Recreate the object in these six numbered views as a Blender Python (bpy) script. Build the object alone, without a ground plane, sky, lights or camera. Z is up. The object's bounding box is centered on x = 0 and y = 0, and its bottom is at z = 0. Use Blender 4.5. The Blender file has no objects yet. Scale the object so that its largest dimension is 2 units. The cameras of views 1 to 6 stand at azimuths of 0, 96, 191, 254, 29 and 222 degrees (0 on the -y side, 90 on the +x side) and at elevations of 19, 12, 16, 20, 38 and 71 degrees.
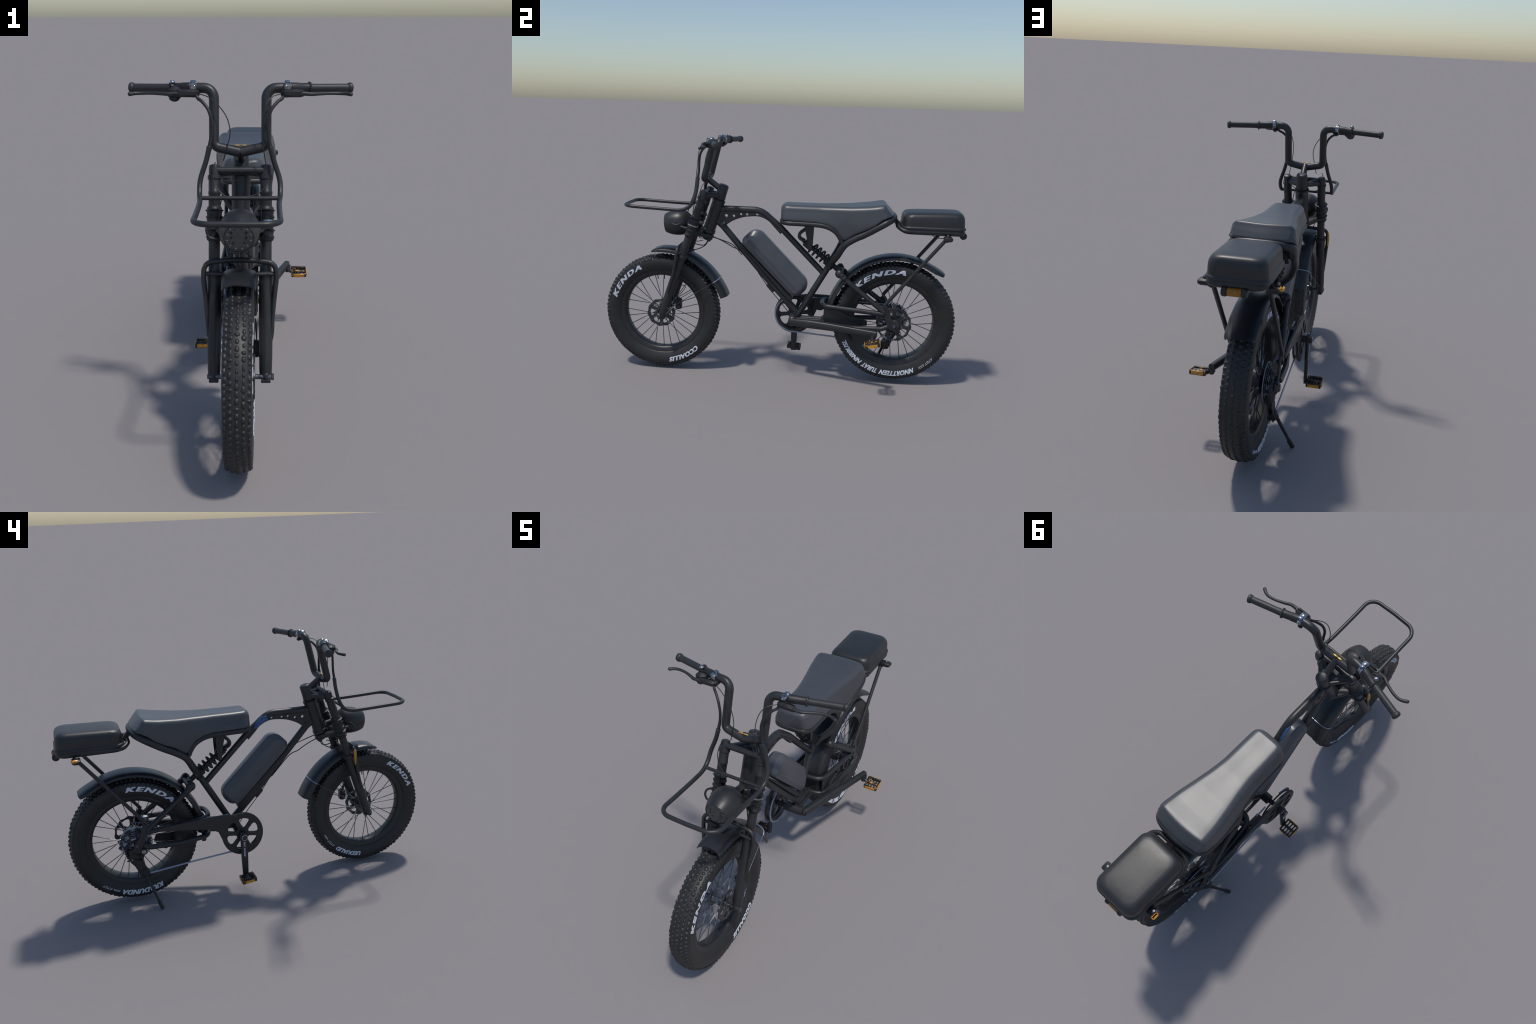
import bpy, math, random
import numpy as np
from mathutils import Vector, Matrix

random.seed(7)
rng = np.random.default_rng(7)
TAU = math.tau

# ------------------------------------------------------------------ materials
def material(name, color, rough=0.5, metal=0.0, grain=60.0, vary=0.18, bump=0.0,
             bump_scale=250.0, spec=0.5, coat=0.0, second=None, mask=None, rvar=0.07):
    """Principled surface; colour drifts between two close tones with noise.
    second: other colour; mask: function(nodes, links) -> factor socket."""
    m = bpy.data.materials.new(name)
    m.use_nodes = True
    nt = m.node_tree
    N, L = nt.nodes, nt.links
    b = N['Principled BSDF']
    tc = N.new('ShaderNodeTexCoord')
    no = N.new('ShaderNodeTexNoise')
    no.inputs['Scale'].default_value = grain
    no.inputs['Detail'].default_value = 4.0
    L.new(tc.outputs['Object'], no.inputs['Vector'])
    ramp = N.new('ShaderNodeValToRGB')
    ramp.color_ramp.elements[0].position = 0.3
    ramp.color_ramp.elements[1].position = 0.7
    ramp.color_ramp.elements[0].color = tuple(c * (1 - vary) for c in color) + (1,)
    ramp.color_ramp.elements[1].color = tuple(min(1, c * (1 + vary)) for c in color) + (1,)
    L.new(no.outputs['Fac'], ramp.inputs['Fac'])
    col = ramp.outputs['Color']
    if second is not None:
        mix = N.new('ShaderNodeMix'); mix.data_type = 'RGBA'
        L.new(mask(N, L, tc), mix.inputs['Factor'])
        L.new(col, mix.inputs[6])
        mix.inputs[7].default_value = tuple(second) + (1,)
        col = mix.outputs[2]
    L.new(col, b.inputs['Base Color'])
    mr = N.new('ShaderNodeMapRange')
    mr.inputs['To Min'].default_value = max(0.05, rough - rvar)
    mr.inputs['To Max'].default_value = min(1.0, rough + rvar)
    L.new(no.outputs['Fac'], mr.inputs['Value'])
    L.new(mr.outputs['Result'], b.inputs['Roughness'])
    b.inputs['Metallic'].default_value = metal
    b.inputs['Specular IOR Level'].default_value = spec
    b.inputs['Coat Weight'].default_value = coat
    b.inputs['Coat Roughness'].default_value = 0.15
    if bump:
        n2 = N.new('ShaderNodeTexNoise'); n2.inputs['Scale'].default_value = bump_scale
        n2.inputs['Detail'].default_value = 3.0
        L.new(tc.outputs['Object'], n2.inputs['Vector'])
        bp = N.new('ShaderNodeBump'); bp.inputs['Strength'].default_value = bump
        bp.inputs['Distance'].default_value = 0.002
        L.new(n2.outputs['Fac'], bp.inputs['Height'])
        L.new(bp.outputs['Normal'], b.inputs['Normal'])
    return m

def axis_mask(axis, lo, hi, soft=0.004):
    """1 where lo < object coordinate < hi"""
    def f(N, L, tc):
        sx = N.new('ShaderNodeSeparateXYZ'); L.new(tc.outputs['Object'], sx.inputs[0])
        outs = []
        for a, b in ((lo - soft, lo), (hi + soft, hi)):
            r = N.new('ShaderNodeMapRange')
            r.inputs['From Min'].default_value = a; r.inputs['From Max'].default_value = b
            L.new(sx.outputs['XYZ'.index(axis)], r.inputs['Value']); outs.append(r.outputs['Result'])
        mu = N.new('ShaderNodeMath'); mu.operation = 'MULTIPLY'
        L.new(outs[0], mu.inputs[0]); L.new(outs[1], mu.inputs[1])
        return mu.outputs[0]
    return f

def both(*masks):
    def f(N, L, tc):
        s = masks[0](N, L, tc)
        for k in masks[1:]:
            mu = N.new('ShaderNodeMath'); mu.operation = 'MULTIPLY'
            L.new(s, mu.inputs[0]); L.new(k(N, L, tc), mu.inputs[1]); s = mu.outputs[0]
        return s
    return f

def noise_mask(scale, lo, hi):
    def f(N, L, tc):
        n = N.new('ShaderNodeTexNoise'); n.inputs['Scale'].default_value = scale
        L.new(tc.outputs['Object'], n.inputs['Vector'])
        r = N.new('ShaderNodeMapRange')
        r.inputs['From Min'].default_value = lo; r.inputs['From Max'].default_value = hi
        L.new(n.outputs['Fac'], r.inputs['Value'])
        return r.outputs['Result']
    return f

PAINT = material('black_paint', (0.021, 0.022, 0.024), 0.42, grain=25, vary=0.15, bump=0.03)
PAINT_HOOP = material('black_paint_yellow_reflector', (0.021, 0.022, 0.024), 0.42, grain=25,
                      second=(0.55, 0.27, 0.02),
                      mask=both(axis_mask('X', -0.2, -0.1290, 0.001), axis_mask('Z', 0.640, 0.76), axis_mask('Y', -0.5625, -0.4, 0.001)))
FENDER = material('fender_plastic', (0.017, 0.019, 0.022), 0.36, grain=12, vary=0.2)
RUBBER = material('tyre_rubber', (0.0185, 0.0187, 0.019), 0.50, grain=40, vary=0.2, bump=0.12)
RIM = material('rim_black', (0.019, 0.0195, 0.021), 0.4, grain=30)
LEATHER = material('seat_leather', (0.054, 0.058, 0.066), 0.395, grain=9, vary=0.06, rvar=0.02, spec=0.60, bump=0.06, bump_scale=500)
BOXMAT = material('bag_leatherette', (0.021, 0.022, 0.024), 0.415, grain=14, vary=0.12, rvar=0.04, bump=0.10, bump_scale=300)
BATTERY = material('battery_shell', (0.072, 0.077, 0.091), 0.33, grain=8, vary=0.08)
PLASTIC = material('black_plastic', (0.016, 0.0165, 0.018), 0.5, grain=50)
GRIP = material('grip_rubber', (0.025, 0.026, 0.028), 0.5, grain=80)
STEEL = material('dark_steel', (0.11, 0.12, 0.14), 0.33, metal=0.8, grain=90, vary=0.5)
CHROME = material('chrome', (0.36, 0.38, 0.41), 0.24, metal=1.0, grain=90, vary=0.7)  # base darkened; wide tone spread paints broken reflections on the clamps
CHAIN = material('chain_steel', (0.33, 0.38, 0.47), 0.38, metal=0.45, grain=300, vary=0.3)  # lightened toward blue to carry the light on the chainring's inner edge
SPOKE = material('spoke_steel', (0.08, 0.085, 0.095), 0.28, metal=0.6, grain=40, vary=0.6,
                 second=(0.62, 0.65, 0.70), mask=noise_mask(9, 0.50, 0.58))  # pale patches painted along the spokes where sun glints on them
DISC = material('disc_steel', (0.045, 0.047, 0.05), 0.42, metal=0.4, grain=70, vary=0.4,
                second=(0.20, 0.22, 0.25), mask=noise_mask(38, 0.60, 0.68))
GEAR = material('gear_steel', (0.065, 0.072, 0.085), 0.34, metal=0.55, grain=60, vary=0.5,
                second=(0.30, 0.35, 0.43), mask=noise_mask(42, 0.50, 0.60))
WHITE = material('white_lettering', (0.66, 0.69, 0.76), 0.6, grain=120, vary=0.12)
AMBER = material('amber_reflector', (0.62, 0.27, 0.025), 0.35, grain=90, vary=0.3)
PEDAL = material('pedal_plastic', (0.022, 0.022, 0.022), 0.5, grain=90, vary=0.3,
                 second=(0.48, 0.22, 0.03), mask=noise_mask(70, 0.58, 0.64))
AMBER_LENS = material('amber_ribbed_lens', (0.36, 0.155, 0.02), 0.35, grain=200, vary=0.45)
BLUE = material('blue_label', (0.03, 0.095, 0.24), 0.4, grain=70, vary=0.5)
LENS = material('headlight_face', (0.042, 0.045, 0.048), 0.35, grain=60, vary=0.3)
GOLD = material('gold_scuff', (0.45, 0.28, 0.06), 0.4, metal=0.3, grain=160, vary=0.4)

# ------------------------------------------------------------------ mesh helpers
def V(*a): return np.array(a, float)

def catmull(P, per=10, closed=False):
    P = [np.array(p, float) for p in P]; n = len(P); out = []
    seg = n if closed else n - 1
    for i in range(seg):
        if closed: a, b, c, d = P[i-1], P[i], P[(i+1) % n], P[(i+2) % n]
        else:
            b, c = P[i], P[i+1]
            a = P[i-1] if i else 2*b - c
            d = P[i+2] if i + 2 < n else 2*c - b
        for t in np.linspace(0, 1, per, endpoint=False):
            t2, t3 = t*t, t*t*t
            out.append(0.5*((2*b) + (c-a)*t + (2*a-5*b+4*c-d)*t2 + (3*b-a-3*c+d)*t3))
    if not closed: out.append(P[-1])
    return out

def fillet(P, r, per=7, closed=False):
    """polyline with rounded corners; r number or one per point"""
    P = [np.array(p, float) for p in P]; n = len(P); out = []
    R = [r]*n if not isinstance(r, (list, tuple)) else r
    for i in range(n):
        if not closed and i in (0, n-1): out.append(P[i]); continue
        a, b, c = P[i-1], P[i], P[(i+1) % n]
        la, lc = np.linalg.norm(a-b), np.linalg.norm(c-b)
        u, v = (a-b)/la, (c-b)/lc
        ang = math.acos(max(-1, min(1, float(u@v))))
        if R[i] <= 0 or ang > 3.1: out.append(b); continue
        d = min(R[i]/math.tan(ang/2), la*0.49, lc*0.49)
        s, e = b+u*d, b+v*d
        for t in np.linspace(0, 1, per):
            w = 1.0  # conic blend close to a circular arc
            k = math.sin(ang/2)
            B0, B1, B2 = (1-t)**2, 2*t*(1-t)*k, t*t
            out.append((B0*s + B1*b + B2*e)/(B0+B1+B2))
    return out

def skin(rings, caps=True, closed=False):
    n = len(rings[0]); verts = [tuple(p) for r in rings for p in r]; faces = []
    m = len(rings)
    for i in range(m if closed else m-1):
        j = (i+1) % m
        for k in range(n):
            l = (k+1) % n
            faces.append((i*n+k, i*n+l, j*n+l, j*n+k))
    if caps and not closed:
        faces.append(tuple(range(n-1, -1, -1)))
        faces.append(tuple((m-1)*n + k for k in range(n)))
    return verts, faces

def sweep(P, r, n=14, closed=False, ref=None, flat=None, power=2.0):
    """tube along P. r: number or list sampled along; flat=(a,b): section factors
    (a along ref-side axis, b along the other); power: superellipse exponent"""
    P = [np.array(p, float) for p in P]; m = len(P)
    s = np.concatenate([[0], np.cumsum([np.linalg.norm(P[i+1]-P[i]) for i in range(m-1)])])
    s = s/s[-1]
    rr = np.full(m, r) if np.isscalar(r) else np.interp(s, np.linspace(0, 1, len(r)), r)
    T = []
    for i in range(m):
        a = P[i-1] if (i or closed) else P[i]
        b = P[(i+1) % m] if (i < m-1 or closed) else P[i]
        t = b-a; T.append(t/np.linalg.norm(t))
    if ref is not None: u = np.array(ref, float)
    else: u = V(1, 0, 0) if abs(T[0][0]) < 0.9 else V(0, 0, 1)
    rings = []; fa, fb = flat if flat else (1, 1)
    for i in range(m):
        base = np.array(ref, float) if ref is not None else u
        u = base - (base@T[i])*T[i]; u /= np.linalg.norm(u)
        w = np.cross(T[i], u)
        ring = []
        for k in range(n):
            c, q = math.cos(TAU*(k+0.5)/n), math.sin(TAU*(k+0.5)/n)
            if power != 2.0:
                c = math.copysign(abs(c)**(2/power), c); q = math.copysign(abs(q)**(2/power), q)
            ring.append(P[i] + rr[i]*(fa*c*u + fb*q*w))
        rings.append(ring)
    return skin(rings, True, closed)

def lathe(profile, origin, axis, n=40, closed=False):
    """profile: (distance along axis, radius)"""
    o = np.array(origin, float); a = np.array(axis, float); a /= np.linalg.norm(a)
    u = np.cross(a, V(0, 0, 1)) if abs(a[2]) < 0.9 else np.cross(a, V(1, 0, 0))
    u /= np.linalg.norm(u); w = np.cross(a, u)
    rings = [[o + a*d + max(r, 1e-5)*(math.cos(TAU*k/n)*u + math.sin(TAU*k/n)*w) for k in range(n)] for d, r in profile]
    return skin(rings, not closed, closed)

def box(c, size, bev=0.003, rot=None):
    """box with chamfered edges, built as a stack of chamfered rectangles"""
    x, y, z = [s/2 for s in size]; b = min(bev, x*0.9, y*0.9, z*0.9)
    def ring(zz, k):
        X, Y = x-k, y-k
        return [(X-b, -Y, zz), (X, -Y+b, zz), (X, Y-b, zz), (X-b, Y, zz), (-X+b, Y, zz), (-X, Y-b, zz), (-X, -Y+b, zz), (-X+b, -Y, zz)]
    rings = [ring(-z, b), ring(-z+b, 0), ring(z-b, 0), ring(z, b)]
    M = rot if rot is not None else Matrix.Identity(3)
    c = Vector(c)
    rings = [[tuple(M @ Vector(p) + c) for p in r] for r in rings]
    return skin(rings)

def cyl(p, q, r, n=20, bev=0.0015):
    p, q = np.array(p, float), np.array(q, float); d = q-p; l = np.linalg.norm(d)
    b = min(bev, r*0.5, l*0.4)
    return lathe([(0, r-b), (b, r), (l-b, r), (l, r-b)], p, d, n)

def ball(c, r, n=16, squash=(1, 1, 1)):
    rings = []
    for i in range(1, n):
        t = math.pi*i/n
        rings.append([(c[0]+squash[0]*r*math.sin(t)*math.cos(TAU*k/n), c[1]+squash[1]*r*math.sin(t)*math.sin(TAU*k/n), c[2]+squash[2]*r*math.cos(t)) for k in range(n)])
    return skin(rings)

def mirrored(piece):
    v, f = piece
    return [(-a[0], a[1], a[2]) for a in v], [tuple(reversed(q)) for q in f]

def pair(piece): return [piece, mirrored(piece)]

def plate(outline, holes, thick, place, bev=0.002):
    """flat plate with holes; outline in (u, v); place(u, v, w) -> xyz"""
    cu = bpy.data.curves.new('tmp', 'CURVE'); cu.dimensions = '2D'; cu.fill_mode = 'BOTH'
    cu.extrude = thick/2 - bev; cu.bevel_depth = bev; cu.bevel_resolution = 2; cu.offset = -bev
    for loop in [outline] + holes:
        s = cu.splines.new('POLY'); s.points.add(len(loop)-1); s.use_cyclic_u = True
        for p, q in zip(s.points, loop): p.co = (q[0], q[1], 0, 1)
    ob = bpy.data.objects.new('tmp', cu)
    bpy.context.scene.collection.objects.link(ob)
    dg = bpy.context.evaluated_depsgraph_get()
    me = bpy.data.meshes.new_from_object(ob.evaluated_get(dg))
    v = [place(*q.co) for q in me.vertices]; f = [tuple(p.vertices) for p in me.polygons]
    bpy.data.objects.remove(ob); bpy.data.curves.remove(cu); bpy.data.meshes.remove(me)
    return v, f

def text_shape(body, bold=0.0, shear=0.0, space=1.0):
    """letters as solids; bold ones are layered, each layer shifted and a hair prouder"""
    cu = bpy.data.curves.new('tmp', 'FONT'); cu.body = body; cu.size = 1
    cu.shear = shear; cu.extrude = 0.5; cu.resolution_u = 3; cu.space_character = space
    ob = bpy.data.objects.new('tmp', cu)
    bpy.context.scene.collection.objects.link(ob)
    dg = bpy.context.evaluated_depsgraph_get()
    me = bpy.data.meshes.new_from_object(ob.evaluated_get(dg))
    v0 = np.array([tuple(q.co) for q in me.vertices]); f0 = [tuple(p.vertices) for p in me.polygons]
    bpy.data.objects.remove(ob); bpy.data.curves.remove(cu); bpy.data.meshes.remove(me)
    v0[:, 2] = np.where(v0[:, 2] > 0, 1.0, -1.0)
    if not bold: v, f = v0, f0
    else:
        v, f = [], []
        for k, (dx, dy) in enumerate(((0, 0), (bold, 0), (2*bold, 0), (0, bold), (bold, bold), (2*bold, bold))):
            w = v0.copy(); w[:, 0] += dx; w[:, 1] += dy*0.8; w[:, 2] = np.where(w[:, 2] > 0, 1 + 0.1*k, -1)
            f += [tuple(i+len(v0)*k for i in q) for q in f0]; v.append(w)
        v = np.concatenate(v)
    lo, hi = v[:, :2].min(0), v[:, :2].max(0)
    v[:, :2] = (v[:, :2]-lo)/(hi-lo)          # unit square
    return v, f

COLL = bpy.context.scene.collection
def part(name, pieces, mat, parent, angle=38, stuff=False):
    verts, faces = [], []
    for v, f in pieces:
        o = len(verts); verts += [tuple(map(float, p)) for p in v]
        faces += [tuple(i+o for i in q) for q in f]
    me = bpy.data.meshes.new(name)
    me.from_pydata(verts, [], faces); me.validate(); me.update()
    import bmesh
    bm = bmesh.new(); bm.from_mesh(me)
    bmesh.ops.recalc_face_normals(bm, faces=bm.faces)
    bm.to_mesh(me); bm.free()
    me.polygons.foreach_set('use_smooth', [True]*len(me.polygons))
    me.set_sharp_from_angle(angle=math.radians(angle))
    me.materials.append(mat)
    ob = bpy.data.objects.new(name, me); COLL.objects.link(ob)
    ob.parent = parent
    if stuff: ob['kind'] = 'stuff'
    return ob

def instance(ob, parent):
    c = ob.copy(); COLL.objects.link(c); c.parent = parent; return c

bike = bpy.data.objects.new('electric_bicycle', None); COLL.objects.link(bike)
bike['label'] = 'matte black fat-tyre electric bicycle with grey seat and front rack'
bike['category'] = 'bicycle'

# ------------------------------------------------------------------ wheels
FRONT = V(0, -0.664, 0.337); REAR = V(-0.001, 0.644, 0.355)

def sidewall_x(r, w, R, bead):
    """half width of the tyre at radius r (carcass radius R, half width w)"""
    pts_r = [R-0.088, R-0.078, R-0.060, R-0.042, R-0.026, R-0.014, R-0.006, R]
    pts_x = [bead*w, bead*w+0.45*(0.93-bead)*w, 0.93*w, 1.0*w, 0.975*w, 0.88*w, 0.62*w, 0.0]
    return float(np.interp(r, pts_r, pts_x))

def make_wheel(C, R, w, bead, spokes, words, knob_n):
    cr = R - 0.006                       # carcass radius below the knobs
    rim_o = cr - 0.086; rim_i = cr - 0.114
    lp = bead*w + 0.001                  # rim lip half width
    rim = [(lp-0.004, rim_o), (lp-0.001, rim_o+0.003), (lp+0.001, rim_o), (lp, rim_o-0.008), (lp-0.004, rim_i+0.007), (lp-0.009, rim_i+0.001), (0.016, rim_i-0.002)]
    wheel = part('wheel', [lathe([(-x, r) for x, r in rim] + [(0, rim_i-0.003)] + rim[::-1] + [(0, rim_o-0.006)], C, (1, 0, 0), 96, True)], RIM, bike)
    rs = np.linspace(cr-0.088, cr-0.006, 12)
    prof = [(-sidewall_x(r, w, cr, bead), r) for r in rs]
    for t in np.linspace(-0.62, 0.62, 9)[1:-1]:
        prof.append((t*w, cr - 0.006*(abs(t)/0.62)**2.2))
    prof += [(sidewall_x(r, w, cr, bead), r) for r in rs[::-1]]
    part('tyre', [lathe(prof, C, (1, 0, 0), 128, True)], RUBBER, wheel, 60)
    # tread knobs: low rounded blocks in staggered rows
    knobs = []
    rows = [(-0.80, 0.0), (-0.42, 0.5), (0.0, 0.0), (0.42, 0.5), (0.80, 0.0)]
    kr = random.Random(3)
    for xf, ph in rows:
        for i in range(knob_n):
            th = TAU*(i+ph)/knob_n + kr.uniform(-0.006, 0.006)
            x = xf*w; rb = cr - 0.006*(abs(xf)/0.62)**2.2 - 0.003
            lean = xf*0.80                                  # outer rows lean outwards
            if abs(xf) > 0.7: rb = cr - 0.0135
            h = kr.uniform(0.0068, 0.0086) if abs(xf) < 0.7 else kr.uniform(0.0055, 0.0075)
            rad = V(0, math.sin(th), math.cos(th)); tan = V(0, math.cos(th), -math.sin(th)); ax = V(1, 0, 0)
            up = rad*math.cos(lean) + ax*math.sin(lean); si = ax*math.cos(lean) - rad*math.sin(lean)
            o = C + rad*rb + ax*x
            a = kr.uniform(0.0036, 0.0066); b = kr.uniform(0.0045, 0.0088); tw = kr.uniform(-0.5, 0.5); x += kr.uniform(-0.004, 0.004)
            rings = []
            for hh, s in ((0, 1.7), (h*0.6, 1.2), (h*0.9, 0.85), (h, 0.5)):
                ring = []
                for k in range(8):
                    q = TAU*(k+0.5)/8; c2, s2 = math.cos(q), math.sin(q)
                    c2 = math.copysign(abs(c2)**0.7, c2); s2 = math.copysign(abs(s2)**0.7, s2)
                    u2 = c2*math.cos(tw)-s2*math.sin(tw); v2 = c2*math.sin(tw)+s2*math.cos(tw)
                    ring.append(o + up*hh + si*(u2*a*s) + tan*(v2*b*s))
                rings.append(ring)
            knobs.append(skin(rings))
    part('tread_knob', knobs, RUBBER, wheel, 80, stuff=True)
    # hub
    fl = 0.030
    part('hub', [lathe([(-0.055, 0.010), (-0.050, 0.016), (-fl-0.004, 0.016), (-fl-0.003, 0.038), (-fl+0.003, 0.038), (-fl+0.005, 0.022), (0, 0.019),
                        (fl-0.005, 0.022), (fl-0.003, 0.038), (fl+0.003, 0.038), (fl+0.004, 0.016), (0.050, 0.016), (0.055, 0.010)], C, (1, 0, 0), 32)], STEEL, wheel)
    # spokes, laced with crossings
    base = None
    for i in range(spokes):
        side = 1 if i % 2 else -1
        lead = 1 if (i//2) % 2 else -1
        th = TAU*i/spokes
        if base is None or i < 4:
            dth = lead*0.45
            p0 = V(side*fl, 0.035*math.sin(dth), 0.035*math.cos(dth)); p1 = V(side*0.008, 0, rim_i)
            ob = part('spoke', [sweep([p0, p0+(p1-p0)*0.93], 0.0021, 6), cyl(p0+(p1-p0)*0.92, p1, 0.0024, 6, 0.0003)], SPOKE, wheel)
            if base is None: base = {}
            base[i] = ob
        else:
            ob = instance(base[i % 4], wheel)
        ob.location = C; ob.rotation_euler = (-th, 0, 0)
    # tyre lettering
    for body, side, a0, a1, rmid, hgt, bold in words:
        v, f = text_shape(body, bold, 0.18, space=1.25 if body == 'KENDA' else 1.05)
        out = []
        for tx, ty, tz in v:
            ph = math.radians(a0 + (a1-a0)*(tx + 0.02*(ty-0.5)))
            r = cr + rmid + hgt*(ty-0.5)
            x = side*(sidewall_x(r, w, cr, bead) + (0.0002 + 0.001*tz if tz > 0 else -0.002))
            out.append((C[0]+x, C[1]+side*r*math.sin(ph), C[2]+r*math.cos(ph)))
        part('tyre_lettering', [(out, f)], WHITE, wheel)
    return wheel, cr, rim_i

f_words = [('KENDA', 1, -74, -24, -0.043, 0.027, 0.055), ('CCOALLIS', 1, 133, 171, -0.042, 0.026, 0.050),
           ('KENDA', -1, 27, 70, -0.041, 0.025, 0.055), ('UEDUALID', -1, 186, 219, -0.044, 0.024, 0.050),
           ('ATGT mim', -1, 223, 243, -0.044, 0.013, 0.0)]
r_words = [('KENDA', 1, -50, 11, -0.042, 0.027, 0.055), ('NNORTTEEN', 1, 154, 192, -0.042, 0.027, 0.050),
           ('TURAT', 1, 195, 213, -0.042, 0.027, 0.050), ('NNBBUSL', 1, 215, 247, -0.042, 0.025, 0.050),
           ('ATGT COI', 1, 130, 148, -0.040, 0.013, 0.0),
           ('KENDA', -1, -5, 48, -0.041, 0.026, 0.055), ('KRADUNDA', -1, 155, 199, -0.042, 0.026, 0.050),
           ('mim ATGT', -1, 202, 221, -0.042, 0.013, 0.0)]
fw, f_cr, f_ri = make_wheel(FRONT, 0.3335, 0.050, 0.64, 28, f_words, 86)
rw, r_cr, r_ri = make_wheel(REAR, 0.3385, 0.058, 0.72, 28, r_words, 86)

def disc_plate(C, x, R, th, teeth, wob, windows, hub_r, inner, outer):
    """scalloped disc with petal windows"""
    outl = [((R + wob*math.sin(teeth*t))*math.sin(t), (R + wob*math.sin(teeth*t))*math.cos(t)) for t in np.linspace(0, TAU, 160, endpoint=False)]
    holes = [[(hub_r*math.sin(t), hub_r*math.cos(t)) for t in np.linspace(0, TAU, 32, endpoint=False)]]
    for i in range(windows):
        c = TAU*(i+0.5)/windows; half = 0.36*TAU/windows
        arc = [(outer*math.sin(c+a), outer*math.cos(c+a)) for a in np.linspace(-half, half, 9)]
        arc += [(inner*math.sin(c+a), inner*math.cos(c+a)) for a in np.linspace(half*0.7, -half*0.7, 7)]
        arc = [tuple(p) for p in fillet([V(*p, 0)[:2] for p in (arc[0], arc[4], arc[8], arc[9], arc[15])], (outer-inner)*0.28, 4, True)]
        holes.append(arc)
    return plate(outl, holes, th, lambda u, v, w: (C[0]+x+w, C[1]+u, C[2]+v), 0.0006)

part('brake_disc', [disc_plate(FRONT, 0.052, 0.080, 0.0045, 10, 0.0022, 6, 0.020, 0.036, 0.064)], DISC, fw)
part('brake_disc', [disc_plate(REAR, 0.070, 0.095, 0.0045, 12, 0.0025, 7, 0.030, 0.044, 0.084)], DISC, rw)
part('valve', [cyl(FRONT+V(0.0, r*math.sin(a), r*math.cos(a)), FRONT+V(0.0, (r-0.028)*math.sin(a), (r-0.028)*math.cos(a)), 0.0028, 8)
               for a in (-0.17, 0.02) for r in (f_ri,)], PLASTIC, fw)
# rear hub motor: shell, freewheel sprockets
part('hub_motor', [lathe([(-0.050, 0.020), (-0.048, 0.046), (-0.040, 0.056), (0.040, 0.056), (0.050, 0.048), (0.066, 0.036), (0.084, 0.030), (0.088, 0.016)], REAR, (1, 0, 0), 40)], DISC, rw)
for i, (x, R, t) in enumerate([(-0.062, 0.083, 30), (-0.068, 0.074, 26), (-0.074, 0.066, 24), (-0.080, 0.057, 20), (-0.086, 0.048, 18), (-0.092, 0.040, 14)]):
    part('sprocket', [disc_plate(REAR, x, R, 0.0028, t, 0.0025, 5, 0.014, R*0.45, R*0.78)], GEAR, rw)
part('axle_nut', [cyl(REAR+V(s*0.082, 0, 0), REAR+V(s*0.116, 0, 0), 0.010, 6) for s in (1, -1)] + [cyl(REAR+V(-0.09, 0, 0), REAR+V(0.09, 0, 0), 0.007, 12)], STEEL, rw)
part('axle_nut', [cyl(FRONT+V(s*0.05, 0, 0), FRONT+V(s*0.116, 0, 0), 0.009, 10) for s in (1, -1)] + [cyl(FRONT+V(0.112, 0, 0), FRONT+V(0.122, 0, 0), 0.012, 6)], STEEL, fw)

# ------------------------------------------------------------------ frame
HT_TOP = V(0, -0.349, 0.990); HT_BOT = V(0, -0.408, 0.806)     # head tube ends
axis = (HT_BOT-HT_TOP)/np.linalg.norm(HT_BOT-HT_TOP); HL = float(np.linalg.norm(HT_BOT-HT_TOP))
BB = V(0, 0.087, 0.330)
main = fillet([(0, -0.345, 0.942), (0, -0.115, 0.944), (0, -0.005, 0.856), (0, 0.245, 0.607)], [0, 0.11, 0.35, 0], 12)
tubes = [sweep(main, [0.019, 0.019, 0.018, 0.0165, 0.016, 0.016], 18),
         sweep([(0, -0.365, 0.880), (0, -0.325, 0.848), (0, -0.213, 0.721), (0, -0.057, 0.546), (0, 0.100, 0.382), (0, 0.106, 0.352)], 0.0185, 18),
         sweep([(0, 0.284, 0.668), (0, 0.106, 0.345)], [0.018, 0.0175], 18),
         cyl((-0.055, BB[1], BB[2]), (0.052, BB[1], BB[2]), 0.026, 28, 0.004)]
frame = part('frame', tubes, PAINT, bike)
# gusset plate between main tube and down tube
arc = catmull([(-0.318, 0.836), (-0.296, 0.860), (-0.262, 0.882), (-0.215, 0.900), (-0.165, 0.908), (-0.118, 0.908), (-0.070, 0.887), (-0.034, 0.850), (0.000, 0.815)], 5)
outl = [(-0.372, 0.862), (-0.345, 0.952), (-0.115, 0.952), (-0.06, 0.922), (0.012, 0.842)] + [tuple(p) for p in arc[::-1]]
holes = []
for y, z, r in ((-0.306, 0.906, 0.0085), (-0.264, 0.906, 0.0072), (-0.224, 0.917, 0.0065), (-0.190, 0.918, 0.0065), (-0.134, 0.922, 0.0072), (-0.318, 0.872, 0.003)):
    holes.append([(y+1.1*r*math.cos(t), z+r*math.sin(t)) for t in np.linspace(0, TAU, 18, endpoint=False)])
part('gusset_plate', [plate(outl, holes, 0.026, lambda u, v, w: (w, u, v), 0.004)], PAINT, frame)
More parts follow.
